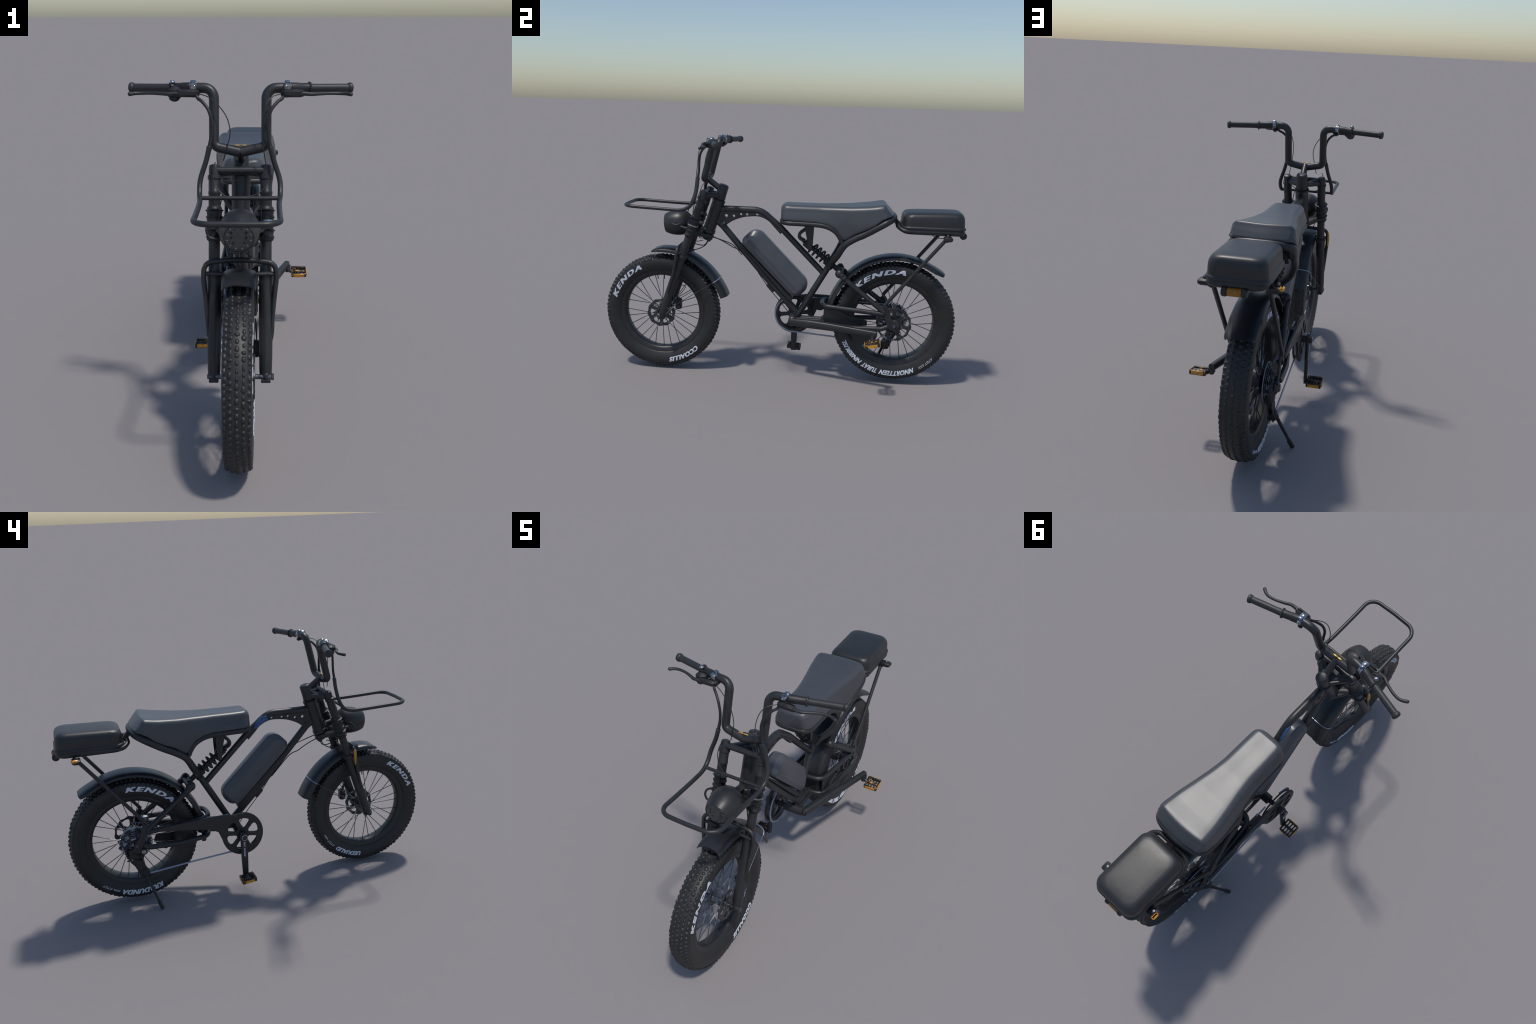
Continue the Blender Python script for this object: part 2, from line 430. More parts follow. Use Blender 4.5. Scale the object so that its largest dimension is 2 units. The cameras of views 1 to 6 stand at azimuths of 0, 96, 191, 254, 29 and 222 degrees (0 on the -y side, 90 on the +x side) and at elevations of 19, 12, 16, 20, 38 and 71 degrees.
part('head_tube', [lathe([(-0.004, 0.030), (-0.002, 0.037), (0.008, 0.037), (0.013, 0.034), (0.030, 0.0345), (HL*0.5, 0.0335), (HL-0.022, 0.034), (HL-0.018, 0.038), (HL-0.004, 0.038), (HL, 0.034), (HL+0.004, 0.028)], HT_TOP, axis, 36)], PAINT, frame)
part('headset_ring', [lathe([(0.010, 0.0345), (0.0105, 0.0352), (0.0125, 0.0352), (0.013, 0.0345)], HT_TOP, axis, 36)], STEEL, frame)
part('latch', [box((0.020, -0.322, 0.862), (0.012, 0.030, 0.014), 0.003, Matrix.Rotation(math.radians(25), 3, 'X'))], STEEL, frame)
part('blue_label', [plate([(-0.108, 0.914), (-0.100, 0.938), (-0.075, 0.934), (-0.040, 0.900), (-0.030, 0.880), (-0.045, 0.872), (-0.075, 0.900)], [], 0.008, lambda u, v, w: (-0.0152+w, u, v), 0.0015)], BLUE, frame)

# ------------------------------------------------------------------ seat and its rails
ys = np.array([0.000, 0.03, 0.10, 0.22, 0.30, 0.38, 0.46, 0.53, 0.58, 0.620])
ws = np.array([0.094, 0.098, 0.100, 0.101, 0.110, 0.124, 0.137, 0.142, 0.142, 0.137])     # half width near the base
top_y = np.array([0.0, 0.10, 0.25, 0.38, 0.48, 0.555, 0.60, 0.632]); top_z = np.array([0.990, 0.989, 0.990, 0.995, 1.005, 1.016, 1.012, 0.99])
low_y = np.array([0.0, 0.20, 0.258, 0.300, 0.325, 0.344, 0.356, 0.41, 0.458, 0.505, 0.557, 0.594, 0.632])
low_z = np.array([0.906, 0.902, 0.893, 0.874, 0.847, 0.812, 0.814, 0.853, 0.876, 0.901, 0.933, 0.950, 0.958])
def smooth_interp(x, xs, zs):
    return float(np.mean([np.interp(x+d, xs, zs) for d in (-0.009, -0.0045, 0, 0.0045, 0.009)]))
def seat_half(y): return smooth_interp(y, ys, ws)
def seat_low(y): return smooth_interp(y, low_y, low_z)
S0, S1 = 0.001, 0.614
def seat_ring(t, grow=0.0):
    """cross-section of the cushion at parameter t in 0..1, slanted towards the tail"""
    y = S0 + (S1-S0)*t
    w = seat_half(y); lo = seat_low(y); hi = smooth_interp(y, top_y, top_z)
    ef = (y-S0)/0.050; er = (S1-y)/0.048
    e = 1.0
    if ef < 1: e = math.sqrt(max(0, 1-(1-ef)**2.6))
    if er < 1: e = min(e, math.sqrt(max(0, 1-(1-er)**2.6)))
    wf = 0.66+0.34*e if ef < 1 else (0.84+0.16*min(1, er*1.7)**0.5 if er < 1 else 1.0)
    w = w*wf
    if er < 1: hi = lo + (hi-lo)*max(0.06, min(1.0, (er*0.92+0.08)**0.75))
    elif ef < 1: hi = lo + (hi-lo)*(0.80+0.20*min(1, ef*2.2)**0.5)
    wt = w*float(np.interp(y, [0, 0.2, 0.35, 0.5, 0.62], [0.85, 0.86, 0.90, 0.935, 0.95])); r = min(0.030, (hi-lo)*0.48)
    pts = []
    half = []
    pinch = lambda z: 1.0 - 0.10*max(0.0, (0.905-z)/0.12)*float(np.interp(y, [0.24, 0.32], [0, 1]))   # side panels lean in towards the lower tip
    wl = w*pinch(lo)
    half.append((wl*0.5, lo)); half.append((wl-0.007, lo)); half.append((wl-0.0015, lo+0.003)); half.append((w*pinch(lo+0.008), lo+0.008 if hi-lo > 0.03 else lo+(hi-lo)*0.3))
    for s in (0.15, 0.3, 0.45, 0.6, 0.8):
        zz = lo + 0.008 + (hi-r-lo-0.008)*s
        half.append(((w+(wt-w)*s**1.3)*pinch(zz), zz))
    for a in np.linspace(0, math.pi/2, 8):
        half.append((wt-r+r*math.cos(a), hi-r+r*math.sin(a)))
    half.append((wt*0.55, hi+0.0004)); half.append((wt*0.25, hi-0.0004))
    bow = 0.020*float(np.interp(y, [0.50, 0.60], [0, 1])) - 0.010*float(np.interp(y, [0.0, 0.08], [1, 0]))   # ends bow outwards in plan
    yy = lambda x: y - bow*(x/0.13)**2
    ring = [V(x, yy(x), z) for x, z in half] + [V(0, y, hi-0.0006)] + [V(-x, yy(x), z) for x, z in half[::-1]] + [V(0, y, lo)]
    return ring
ts = np.concatenate([np.linspace(0, 0.09, 12), np.linspace(0.105, 0.89, 56), np.linspace(0.90, 1.0, 14)])
seat = part('seat', [skin([seat_ring(t) for t in ts])], LEATHER, bike, 50)
# front/lower rail under the cushion (U open to the rear) and the tail rail
def rail_x(y, z, k=-0.008):
    return seat_half(y)*(1.0 - 0.10*max(0.0, (0.905-z)/0.12)*float(np.interp(y, [0.24, 0.32], [0, 1]))) + k
fr = [(rail_x(y, z, -0.009), y, z) for y, z in ((0.341, 0.800), (0.328, 0.828), (0.308, 0.855), (0.280, 0.874), (0.245, 0.886), (0.20, 0.891), (0.10, 0.893), (0.055, 0.893))]
fr = [(p[0]-0.0, p[1], p[2]) for p in fr]
front_loop = fr + [(0.074, 0.022, 0.894), (0.046, 0.010, 0.895), (0.0, 0.007, 0.896)]
front_loop = front_loop + [(-x, y, z) for x, y, z in front_loop[-2::-1]]
tail = [(0.012, 0.277, 0.642), (0.030, 0.286, 0.672), (0.056, 0.301, 0.697), (0.082, 0.320, 0.728), (0.098, 0.338, 0.764), (0.107, 0.362, 0.797), (0.114, 0.408, 0.829), (0.120, 0.46, 0.857), (0.126, 0.50, 0.881),
        (0.130, 0.545, 0.909), (0.125, 0.573, 0.926), (0.103, 0.594, 0.937), (0.055, 0.607, 0.943), (0, 0.611, 0.944)]
tail_loop = tail + [(-x, y, z) for x, y, z in tail[-2::-1]]
rails = part('seat_rail', [sweep(catmull(front_loop, 6), 0.0135, 12), sweep(catmull(tail_loop, 6), 0.0180, 16)], PAINT, frame)
def pan_ring(y, k):
    w = rail_x(y, seat_low(y), -0.012)*k; z = seat_low(y)
    return [V(-w, y, z-0.004), V(-w, y, z+0.004), V(w, y, z+0.004), V(w, y, z-0.004)]
part('seat_pan', [skin([pan_ring(y, k) for y, k in [(0.012, 0.7), (0.03, 0.9)] + [(yy, 1.0) for yy in np.linspace(0.05, 0.56, 40)] + [(0.60, 0.75)]])], PLASTIC, seat)
part('under_tail_tray', [skin([[V(-w, y, z-h), V(-w, y, z), V(w, y, z), V(w, y, z-h)] for w, y, z, h in ((0.085, 0.40, 0.818, 0.014), (0.09, 0.45, 0.842, 0.018), (0.09, 0.51, 0.876, 0.018), (0.085, 0.52, 0.884, 0.006))])], PLASTIC, rails)

# ------------------------------------------------------------------ swingarm, shock
sw = []
drop = V(0.106, 0.588, 0.430)
sw += pair(sweep([(0.074, 0.335, 0.622), (0.080, 0.375, 0.590), tuple(drop)], 0.0145, 14))
sw += [sweep([(-0.078, 0.338, 0.620), (0.078, 0.338, 0.620)], 0.018, 14)]
up_loop = [(0.106, 0.585, 0.420), (0.090, 0.41, 0.430), (0.074, 0.258, 0.437), (0, 0.242, 0.438)]
up = fillet(up_loop + [(-x, y, z) for x, y, z in up_loop[-2::-1]], [0, 0.3, 0.055, 0.2, 0.055, 0.3, 0], 9)
sw += [sweep(up, 0.0135, 14)]
lo_loop = [(0.108, 0.610, 0.352), (0.108, 0.575, 0.336), (0.102, 0.42, 0.330), (0.078, 0.262, 0.335), (0, 0.248, 0.337)]
lo = fillet(lo_loop + [(-x, y, z) for x, y, z in lo_loop[-2::-1]], [0, 0.03, 0.3, 0.055, 0.2, 0.055, 0.3, 0.03, 0], 9)
sw += [sweep(lo, 0.0135, 14)]
sw += [sweep([(0, 0.10, 0.338), (0, 0.26, 0.337)], 0.016, 14), sweep([(0.022, 0.10, 0.338), (0.022, 0.24, 0.336)], 0.010, 12)]
swing = part('swingarm', sw, PAINT, bike)
dro = [(0.568, 0.450), (0.592, 0.480), (0.612, 0.452), (0.628, 0.395), (0.658, 0.362), (0.645, 0.332), (0.615, 0.340), (0.592, 0.392)]
dro = [tuple(p) for p in fillet([V(*p) for p in dro], 0.008, 4, True)]
for s in (1, -1):
    part('dropout', [plate(dro, [], 0.009, lambda u, v, w, s=s: (s*0.108+w, u, v), 0.0015),
                     cyl((s*0.103, 0.592, 0.462), (s*0.120, 0.592, 0.462), 0.008, 6), cyl((s*0.103, 0.582, 0.425), (s*0.121, 0.582, 0.425), 0.007, 6)], PAINT, swing)
# struts from dropouts up to the box carrier
part('carrier_strut', pair(sweep([(0.110, 0.585, 0.470), (0.110, 0.882, 0.846)], 0.0098, 12)), PAINT, swing)
# shock absorber
A, B = V(0, 0.135, 0.782), V(0, 0.335, 0.622); d = (B-A)/np.linalg.norm(B-A); SL = float(np.linalg.norm(B-A))
shock = part('shock_absorber', [lathe([(0.0, 0.010), (0.004, 0.024), (0.040, 0.024), (0.046, 0.012), (0.062, 0.013), (0.15, 0.014), (0.158, 0.028), (0.176, 0.026), (0.180, 0.018), (0.205, 0.020), (0.212, 0.014), (SL+0.01, 0.014)], A, d, 24)], PLASTIC, bike)
u = V(1, 0, 0); w2 = np.cross(d, u)
coil = [A + d*(0.048+0.110*t) + 0.0300*(math.cos(TAU*4*t)*u + math.sin(TAU*4*t)*w2) for t in np.linspace(0, 1, 96)]
part('coil_spring', [sweep(coil, 0.0056, 8)], PLASTIC, shock)
gus = [tuple(p) for p in fillet([V(*p) for p in ((0.128, 0.888), (0.182, 0.888), (0.180, 0.800), (0.176, 0.740), (0.156, 0.740), (0.148, 0.80))], 0.006, 4, True)]
part('shock_bracket', [plate(gus, [], 0.006, lambda u, v, w, s=s: (s*0.038+w, u, v), 0.001) for s in (1, -1)]
     + [sweep(catmull([(0, 0.165, 0.868), (0, 0.125, 0.842), (0, 0.105, 0.822), (0, 0.108, 0.800), (0, 0.135, 0.785)], 6), 0.010, 10, ref=(1, 0, 0), flat=(2.2, 0.9), power=4),
        box((0, 0.155, 0.886), (0.19, 0.055, 0.012), 0.003),
        skin([[V(x, y, z) for x, y, z in ((-0.028, 0.122, 0.780), (0.028, 0.122, 0.780), (0.028, 0.128, 0.786), (-0.028, 0.128, 0.786))],
              [V(x, y, z) for x, y, z in ((-0.028, 0.160, 0.744), (0.028, 0.160, 0.744), (0.028, 0.166, 0.750), (-0.028, 0.166, 0.750))]])], PAINT, shock)
# pivot lumps where shock meets swingarm
piv = []
for s in (1, -1):
    piv += [ball((s*0.070, 0.336, 0.624), 0.025, 12), cyl((s*0.06, 0.350, 0.612), (s*0.095, 0.350, 0.612), 0.015, 8), ball((s*0.082, 0.362, 0.603), 0.017, 10), box((s*0.055, 0.338, 0.644), (0.03, 0.028, 0.020), 0.006)]
part('pivot_joint', piv, PAINT, swing)

# ------------------------------------------------------------------ fenders
def fender(C, a0, a1, rad, edge, half, n=60, tip=None, thick=0.003):
    """arched mudguard; angles clockwise from the top seen from +x; rad(a), edge drop, half width(a)"""
    rings = []
    for a in np.linspace(a0, a1, n):
        R = rad(a); hw, dr = half(a), edge(a)
        prof = []
        for t in np.linspace(-1, 1, 19):
            x = hw*math.sin(t*math.pi/2)*1.0
            q = abs(t)**2.6
            prof.append((x, R - dr*q))
        inner = [(x*(1-thick/hw), r-thick) for x, r in prof[::-1]]
        shift = (lambda x: tip(a, x/hw)) if tip else (lambda x: 0.0)
        rings.append([V(C[0]+x, C[1]+r*math.sin(a+shift(x)), C[2]+r*math.cos(a+shift(x))) for x, r in prof+inner])
    return skin(rings)
rad_ = math.radians
def f_rad(a): return float(np.interp(math.degrees(a), [-8, 0, 15, 40, 60, 75], [0.366, 0.379, 0.385, 0.388, 0.391, 0.400]))
ff = part('fender', [fender(FRONT, rad_(-6.5), rad_(73), f_rad, lambda a: float(np.interp(math.degrees(a), [-6, 0, 30, 73], [0.013, 0.024, 0.032, 0.040])),
                            lambda a: float(np.interp(math.degrees(a), [-7, -4, 10, 73], [0.057, 0.060, 0.063, 0.063])),
                            tip=lambda a, q: -0.05*q*q*max(0, 1-(a-rad_(-7))/0.5) + 0.0)], FENDER, bike)
def r_rad(a): return float(np.interp(math.degrees(a), [-102, -88, -60, 0, 30, 42], [0.388, 0.380, 0.376, 0.380, 0.380, 0.388]))
rf = part('fender', [fender(REAR, rad_(-99), rad_(42), r_rad, lambda a: float(np.interp(math.degrees(a), [-99, -60, 0, 35, 42], [0.030, 0.026, 0.020, 0.024, 0.016])),
                            lambda a: float(np.interp(math.degrees(a), [-99, -60, -30, 36, 40, 42], [0.061, 0.063, 0.067, 0.067, 0.064, 0.057])), 80)], FENDER, bike)
# front fender strap with wire stays
a = rad_(57); R = f_rad(a)
strap = []
for t in np.linspace(-1, 1, 19):
    r = R - 0.037*abs(t)**2.6 + 0.0022
    strap.append(FRONT + V(0.0655*math.sin(t*math.pi/2), r*math.sin(a), r*math.cos(a)))
part('fender_strap', [sweep(strap, 0.0026, 6)], CHAIN, ff)
part('fender_stay', [sweep([strap[0 if s < 0 else -1], (s*0.078, -0.52, 0.432), (s*0.105, -0.648, 0.345)], 0.0018, 6) for s in (1, -1)], STEEL, ff)
# side panel of the inner rear fender, between the two stays
pan2 = [(0.262, 0.432), (0.345, 0.416), (0.385, 0.392), (0.498, 0.370), (0.500, 0.340), (0.40, 0.330), (0.262, 0.330)]
pan2 = [tuple(p) for p in fillet([V(*p) for p in pan2], 0.006, 4, True)]
part('fender_side_panel', [plate(pan2, [], 0.004, lambda u, v, w, s=s: (s*0.074+w, u, v), 0.001) for s in (1,)] +
     [cyl((s*0.074, 0.455, 0.358), (s*0.082, 0.455, 0.358), 0.005, 10) for s in (1,)], FENDER, rf)
part('fender_bridge', [box((0, 0.270, 0.372), (0.104, 0.024, 0.100), 0.010)], FENDER, rf)

# ------------------------------------------------------------------ fork
FX = 0.0925
def leg(z): return V(FX, -0.413 + (z-1.048)*0.332, z)
la = leg(0.33)-leg(1.05); la /= np.linalg.norm(la)
def L(z): return float((1.040-z)/abs(la[2]))
T0 = leg(1.040)
prof = [(-0.012, 0.013), (-0.009, 0.0185), (0.0, 0.0205), (L(1.016), 0.0205), (L(1.014), 0.0245), (L(1.002), 0.0245), (L(0.999), 0.0212),
        (L(0.962), 0.0212), (L(0.960), 0.0225), (L(0.952), 0.0225), (L(0.950), 0.0212), (L(0.900), 0.0212)]
prof2 = [(L(0.80), 0.0205), (L(0.690), 0.0205), (L(0.688), 0.0285), (L(0.683), 0.030), (L(0.676), 0.030), (L(0.672), 0.0265),
         (L(0.655), 0.0245), (L(0.50), 0.0248), (L(0.40), 0.0238), (L(0.345), 0.0225), (L(0.330), 0.019), (L(0.326), 0.010)]
fork = part('fork', pair(lathe(prof, T0, la, 28)) + pair(lathe(prof2, T0, la, 28)), PAINT, bike)
boot = [(L(0.912), 0.020)]
for i, z in enumerate(np.linspace(0.896, 0.806, 5)):
    boot += [(L(z+0.009), 0.0265), (L(z+0.003), 0.0275), (L(z), 0.0345 if i in (0, 3) else 0.0315), (L(z-0.004), 0.0285)]
boot += [(L(0.795), 0.0265), (L(0.790), 0.0205)]
part('fork_boot', pair(lathe(boot, T0, la, 32)), PLASTIC, fork)
part('boot_clip', [lathe([(L(0.864), 0.0300), (L(0.8635), 0.0318), (L(0.856), 0.0318), (L(0.8555), 0.0300)], T0, la, 28)], CHROME, fork)
# crowns
cu = [(FX, -0.420, 1.026), (0.060, -0.410, 1.026), (0.030, -0.372, 1.020), (0.0, -0.352, 1.016)]
cu = cu + [(-x, y, z) for x, y, z in cu[-2::-1]]
crown = [sweep(catmull(cu, 6), 0.0145, 12, ref=(0, 0, 1), flat=(0.95, 1.25)), sweep([(-FX, -0.424, 1.033), (FX, -0.424, 1.033)], 0.0135, 14)]
cl = [(FX, -0.484, 0.812), (0.055, -0.458, 0.806), (0.0, -0.425, 0.796)]
cl = cl + [(-x, y, z) for x, y, z in cl[-2::-1]]
crown += [sweep(catmull(cl, 6), 0.015, 12, ref=(0, 0, 1), flat=(0.9, 1.5)), lathe([(HL+0.002, 0.030), (HL+0.006, 0.036), (HL+0.022, 0.036), (HL+0.026, 0.030), (HL+0.040, 0.018), (HL+0.044, 0.012)], HT_TOP, axis, 28)]
tri_up = fillet([V(0.088, -0.432), V(0.088, -0.405), V(0.028, -0.335), V(-0.028, -0.335), V(-0.088, -0.405), V(-0.088, -0.432), V(-0.035, -0.395), V(0.035, -0.395)], 0.012, 5, True)
crown += [plate([tuple(p) for p in tri_up], [], 0.022, lambda u, v, w: (u, v, 1.018+w), 0.004)]
tri_lo = fillet([V(0.085, -0.500), V(0.085, -0.465), V(0.034, -0.395), V(-0.034, -0.395), V(-0.085, -0.465), V(-0.085, -0.500)], 0.012, 5, True)
crown += [plate([tuple(p) for p in tri_lo], [], 0.022, lambda u, v, w: (u, v, 0.803+w-(v+0.45)*0.25), 0.004)]
part('fork_crown', crown, PAINT, fork)
# axle clamps and caliper
part('axle_clamp', [x for s in (1, -1) for x in (ball((s*FX, -0.652, 0.336), 0.0225, 14), cyl((s*0.080, -0.640, 0.320), (s*0.106, -0.640, 0.320), 0.008, 8), cyl((s*0.076, -0.664, 0.323), (s*0.110, -0.664, 0.323), 0.010, 10))], PAINT, fork)
cal = part('brake_caliper', [box((0.056, -0.562, 0.398), (0.036, 0.034, 0.062), 0.006), box((0.056, -0.566, 0.420), (0.046, 0.024, 0.022), 0.006), cyl((0.036, -0.560, 0.385), (0.084, -0.560, 0.385), 0.011, 12), sweep([(0.080, -0.572, 0.415), (0.090, -0.590, 0.44)], 0.007, 8)], PLASTIC, fork)
part('brake_caliper', [box((0.072, 0.575, 0.418), (0.034, 0.045, 0.050), 0.006), cyl((0.055, 0.570, 0.410), (0.098, 0.570, 0.410), 0.012, 12), box((0.088, 0.600, 0.395), (0.014, 0.050, 0.016), 0.004)], GEAR, swing)
part('brake_lever_arm', [sweep([(0.100, -0.653, 0.335), (0.104, -0.620, 0.375), (0.100, -0.575, 0.392)], 0.0032, 8), sweep([(0.098, -0.64, 0.330), (0.106, -0.605, 0.368), (0.10, -0.585, 0.385)], 0.0022, 8)], CHROME, cal)
# hoop guard over the front fender
hoop = [(0.112, -0.612, 0.470), (0.122, -0.576, 0.60), (0.129, -0.563, 0.670), (0.127, -0.556, 0.730), (0.0, -0.548, 0.740)]
hoop = hoop + [(-x, y, z) for x, y, z in hoop[-2::-1]]
part('fender_guard', [sweep(fillet(hoop, [0, 0.2, 0.1, 0.045, 0.5, 0.045, 0.1, 0.2, 0], 8), [0.006, 0.0085, 0.0095, 0.0095, 0.0095, 0.0095, 0.0095, 0.0085, 0.006], 12),
                      sweep([(-0.128, -0.558, 0.688), (0.128, -0.558, 0.688)], 0.0075, 10)], PAINT_HOOP, fork)

# ------------------------------------------------------------------ handlebar and stem
BX = 0.0925
hb = [(0.0, -0.422, 1.098), (BX, -0.415, 1.117), (BX, -0.367, 1.314), (0.165, -0.362, 1.315), (0.244, -0.337, 1.312), (0.394, -0.297, 1.309)]
half_bar = fillet(hb, [0, 0.024, 0.045, 0.3, 0.3, 0], 10)
bar = part('handlebar', pair(sweep([p for p in half_bar if p[0] < 0.20], 0.0182, 18)) + pair(sweep([(0.15, -0.3628, 1.3152), (0.165, -0.362, 1.315), (0.244, -0.337, 1.311), (0.38, -0.3015, 1.307)], 0.0115, 14)), PAINT, bike)
part('stem', [sweep([(0, -0.418, 1.108), (0, -0.34, 1.052)], 0.0165, 16),
              lathe([(-0.092, 0.018), (-0.089, 0.0255), (-0.084, 0.0285), (-0.035, 0.0295), (-0.020, 0.031), (-0.014, 0.032), (-0.010, 0.030), (0.0, 0.028)], HT_TOP, axis, 32)], PAINT, bar)
part('weld_scuff', [ball((s*0.012, -0.4225, 1.1230), 0.009, 8, (1.5, 0.55, 0.22)) for s in (1, -1)], GOLD, bar)
def bar_pt(x):
    P = np.array(hb[3:]); return V(x, np.interp(x, P[:, 0], P[:, 1]), np.interp(x, P[:, 0], P[:, 2]))
for s in (1, -1):
    g0 = bar_pt(0.246); g1 = bar_pt(0.392); dg = g1-g0; gl = float(np.linalg.norm(dg))
    m = np.array([s, 1, 1])
    part('grip', [lathe([(-0.004, 0.011), (-0.004, 0.0215), (-0.001, 0.023), (0.003, 0.0215), (0.005, 0.0155), (0.03, 0.0148), (gl-0.008, 0.0150), (gl-0.004, 0.0185), (gl+0.003, 0.0192), (gl+0.008, 0.0182), (gl+0.011, 0.014), (gl+0.012, 0.006)], g0*m, dg*m, 28)], GRIP, bar)
    t0 = bar_pt(0.176); t1 = bar_pt(0.243); dt = t1-t0; tl = float(np.linalg.norm(dt))
    part('throttle', [lathe([(0, 0.014), (0.002, 0.0190), (tl*0.45, 0.0186), (tl*0.5, 0.0175), (tl, 0.0178), (tl+0.001, 0.014)], t0*m, dt*m, 24)], PLASTIC, bar)
    c = bar_pt(0.166)
    part('lever_clamp', [cyl(bar_pt(0.157)*m, bar_pt(0.176)*m, 0.0215, 20, 0.003), box((s*0.166, c[1]-0.014, 1.320), (0.026, 0.028, 0.034), 0.005),
                         box((s*0.166, c[1]+0.004, 1.336), (0.020, 0.016, 0.010), 0.003), cyl((s*0.160, c[1]-0.024, 1.322), (s*0.160, c[1]-0.030, 1.322), 0.005, 8)], CHROME, bar)
    part('lever_perch', [box((s*0.184, -0.394, 1.300), (0.074, 0.028, 0.028), 0.008), box((s*0.160, -0.380, 1.298), (0.034, 0.044, 0.026), 0.006), cyl((s*0.212, -0.396, 1.288), (s*0.212, -0.396, 1.312), 0.010, 14),
                         box((s*0.160, -0.352, 1.290), (0.022, 0.020, 0.016), 0.005)], PLASTIC, bar)
    lev = [(0.188, -0.400, 1.299), (0.216, -0.398, 1.299), (0.252, -0.398, 1.297), (0.275, -0.387, 1.297), (0.315, -0.371, 1.297), (0.350, -0.365, 1.296), (0.372, -0.370, 1.296), (0.388, -0.380, 1.295)]
    part('brake_lever', [sweep([V(*p)*m for p in catmull(lev, 5)], [0.0085, 0.0088, 0.0078, 0.007, 0.0064, 0.0064, 0.0068, 0.008], 12, ref=(0, 0, 1), flat=(0.9, 1.0)), ball((s*0.388, -0.380, 1.295), 0.0078, 10)], GRIP, bar)
# right-hand shifter and bell
part('shifter', [box((-0.230, -0.370, 1.298), (0.050, 0.044, 0.046), 0.012), ball((-0.232, -0.378, 1.281), 0.016, 10, (1.2, 1, 0.8))], PLASTIC, bar)
part('bell', [ball((-0.240, -0.354, 1.333), 0.0105, 14, (1, 1, 0.8)), cyl((-0.240, -0.354, 1.315), (-0.240, -0.354, 1.332), 0.007, 12)], CHROME, bar)

# ------------------------------------------------------------------ front rack
rk = [(0.1075, -0.447, 1.118), (0.120, -0.449, 1.070), (0.140, -0.460, 1.008), (0.142, -0.488, 0.964), (0.138, -0.532, 0.947), (0.136, -0.60, 0.946), (0.135, -0.74, 0.951)]
rk_c = catmull(rk, 6)
corner = fillet([rk[-1], (0.136, -0.851, 0.956), (0, -0.855, 0.957)], [0, 0.072, 0], 12)
half_rack = rk_c[:-1] + corner
full = half_rack + [p*V(-1, 1, 1) for p in half_rack[-2::-1]]
rack = part('front_rack', [sweep(full, 0.0095, 12), sweep([(-0.139, -0.512, 0.953), (0.139, -0.512, 0.953)], 0.0075, 12)] + pair(cyl((0.1065, -0.446, 1.123), (0.110, -0.4475, 1.108), 0.0098, 12)), PAINT, bike)
hose = [(0.1075, -0.447, 1.118), (0.100, -0.443, 1.160), (0.0975, -0.442, 1.205), (0.108, -0.435, 1.245), (0.130, -0.418, 1.272), (0.146, -0.405, 1.282), (0.153, -0.398, 1.293)]
part('brake_hose', pair(sweep(catmull(hose, 6), [0.007, 0.0062, 0.006, 0.006, 0.006], 10)), PLASTIC, bar)

# ------------------------------------------------------------------ cables
def cable(pts, r=0.0019, mat=PLASTIC, parent=bar, per=7): return part('cable', [sweep(catmull(pts, per), r, 6)], mat, parent)
cable([(-0.145, -0.396, 1.298), (-0.110, -0.412, 1.288), (-0.075, -0.425, 1.262), (-0.045, -0.435, 1.220), (-0.034, -0.440, 1.170), (-0.045, -0.438, 1.12), (-0.060, -0.425, 1.068)])
cable([(0.145, -0.396, 1.298), (0.112, -0.425, 1.290), (0.090, -0.445, 1.262), (0.077, -0.455, 1.20), (0.082, -0.462, 1.12), (0.094, -0.468, 1.05), (0.098, -0.478, 1.01), (0.070, -0.500, 0.970), (0.010, -0.510, 0.955), (-0.050, -0.505, 0.958), (-0.090, -0.485, 1.00), (-0.093, -0.470, 1.04), (-0.087, -0.455, 1.068)])
cable([(0.060, -0.50, 0.965), (0.075, -0.512, 0.90), (0.068, -0.505, 0.82), (0.055, -0.47, 0.765), (0.030, -0.43, 0.765)], 0.0022)
cable([(-0.06, -0.50, 0.965), (-0.072, -0.512, 0.90), (-0.066, -0.505, 0.82), (-0.055, -0.47, 0.765), (-0.03, -0.43, 0.765)], 0.0022)
# from the head tube back to the down tube
cable([(0.022, -0.400, 0.790), (0.020, -0.33, 0.770), (0.020, -0.262, 0.744), (0.020, -0.21, 0.690)], 0.0028, parent=frame)
cable([(-0.018, -0.400, 0.785), (-0.018, -0.33, 0.757), (-0.020, -0.272, 0.725), (-0.016, -0.22, 0.700), (-0.010, -0.12, 0.592)], 0.0028, parent=frame)
cable([(0.004, -0.120, 0.590), (0.0, -0.052, 0.498), (-0.002, 0.025, 0.408), (-0.010, 0.070, 0.352)], 0.0022, parent=frame)
cable([(-0.004, -0.404, 0.778), (0.010, -0.420, 0.735), (0.040, -0.460, 0.715), (0.070, -0.510, 0.712), (0.10, -0.565, 0.690)], 0.0026, parent=fork)
cable([(-0.01, -0.404, 0.778), (-0.01, -0.425, 0.735), (-0.04, -0.455, 0.722), (-0.07, -0.505, 0.724)], 0.0026, parent=fork)
cable([(0.075, -0.520, 0.71), (0.112, -0.545, 0.66), (0.122, -0.58, 0.56), (0.119, -0.605, 0.47), (0.105, -0.585, 0.42), (0.085, -0.570, 0.415)], 0.0018, parent=fork)
cable([(0.060, -0.575, 0.43), (0.060, -0.540, 0.47), (0.055, -0.525, 0.50), (0.055, -0.56, 0.50), (0.06, -0.585, 0.44)], 0.002, parent=cal)
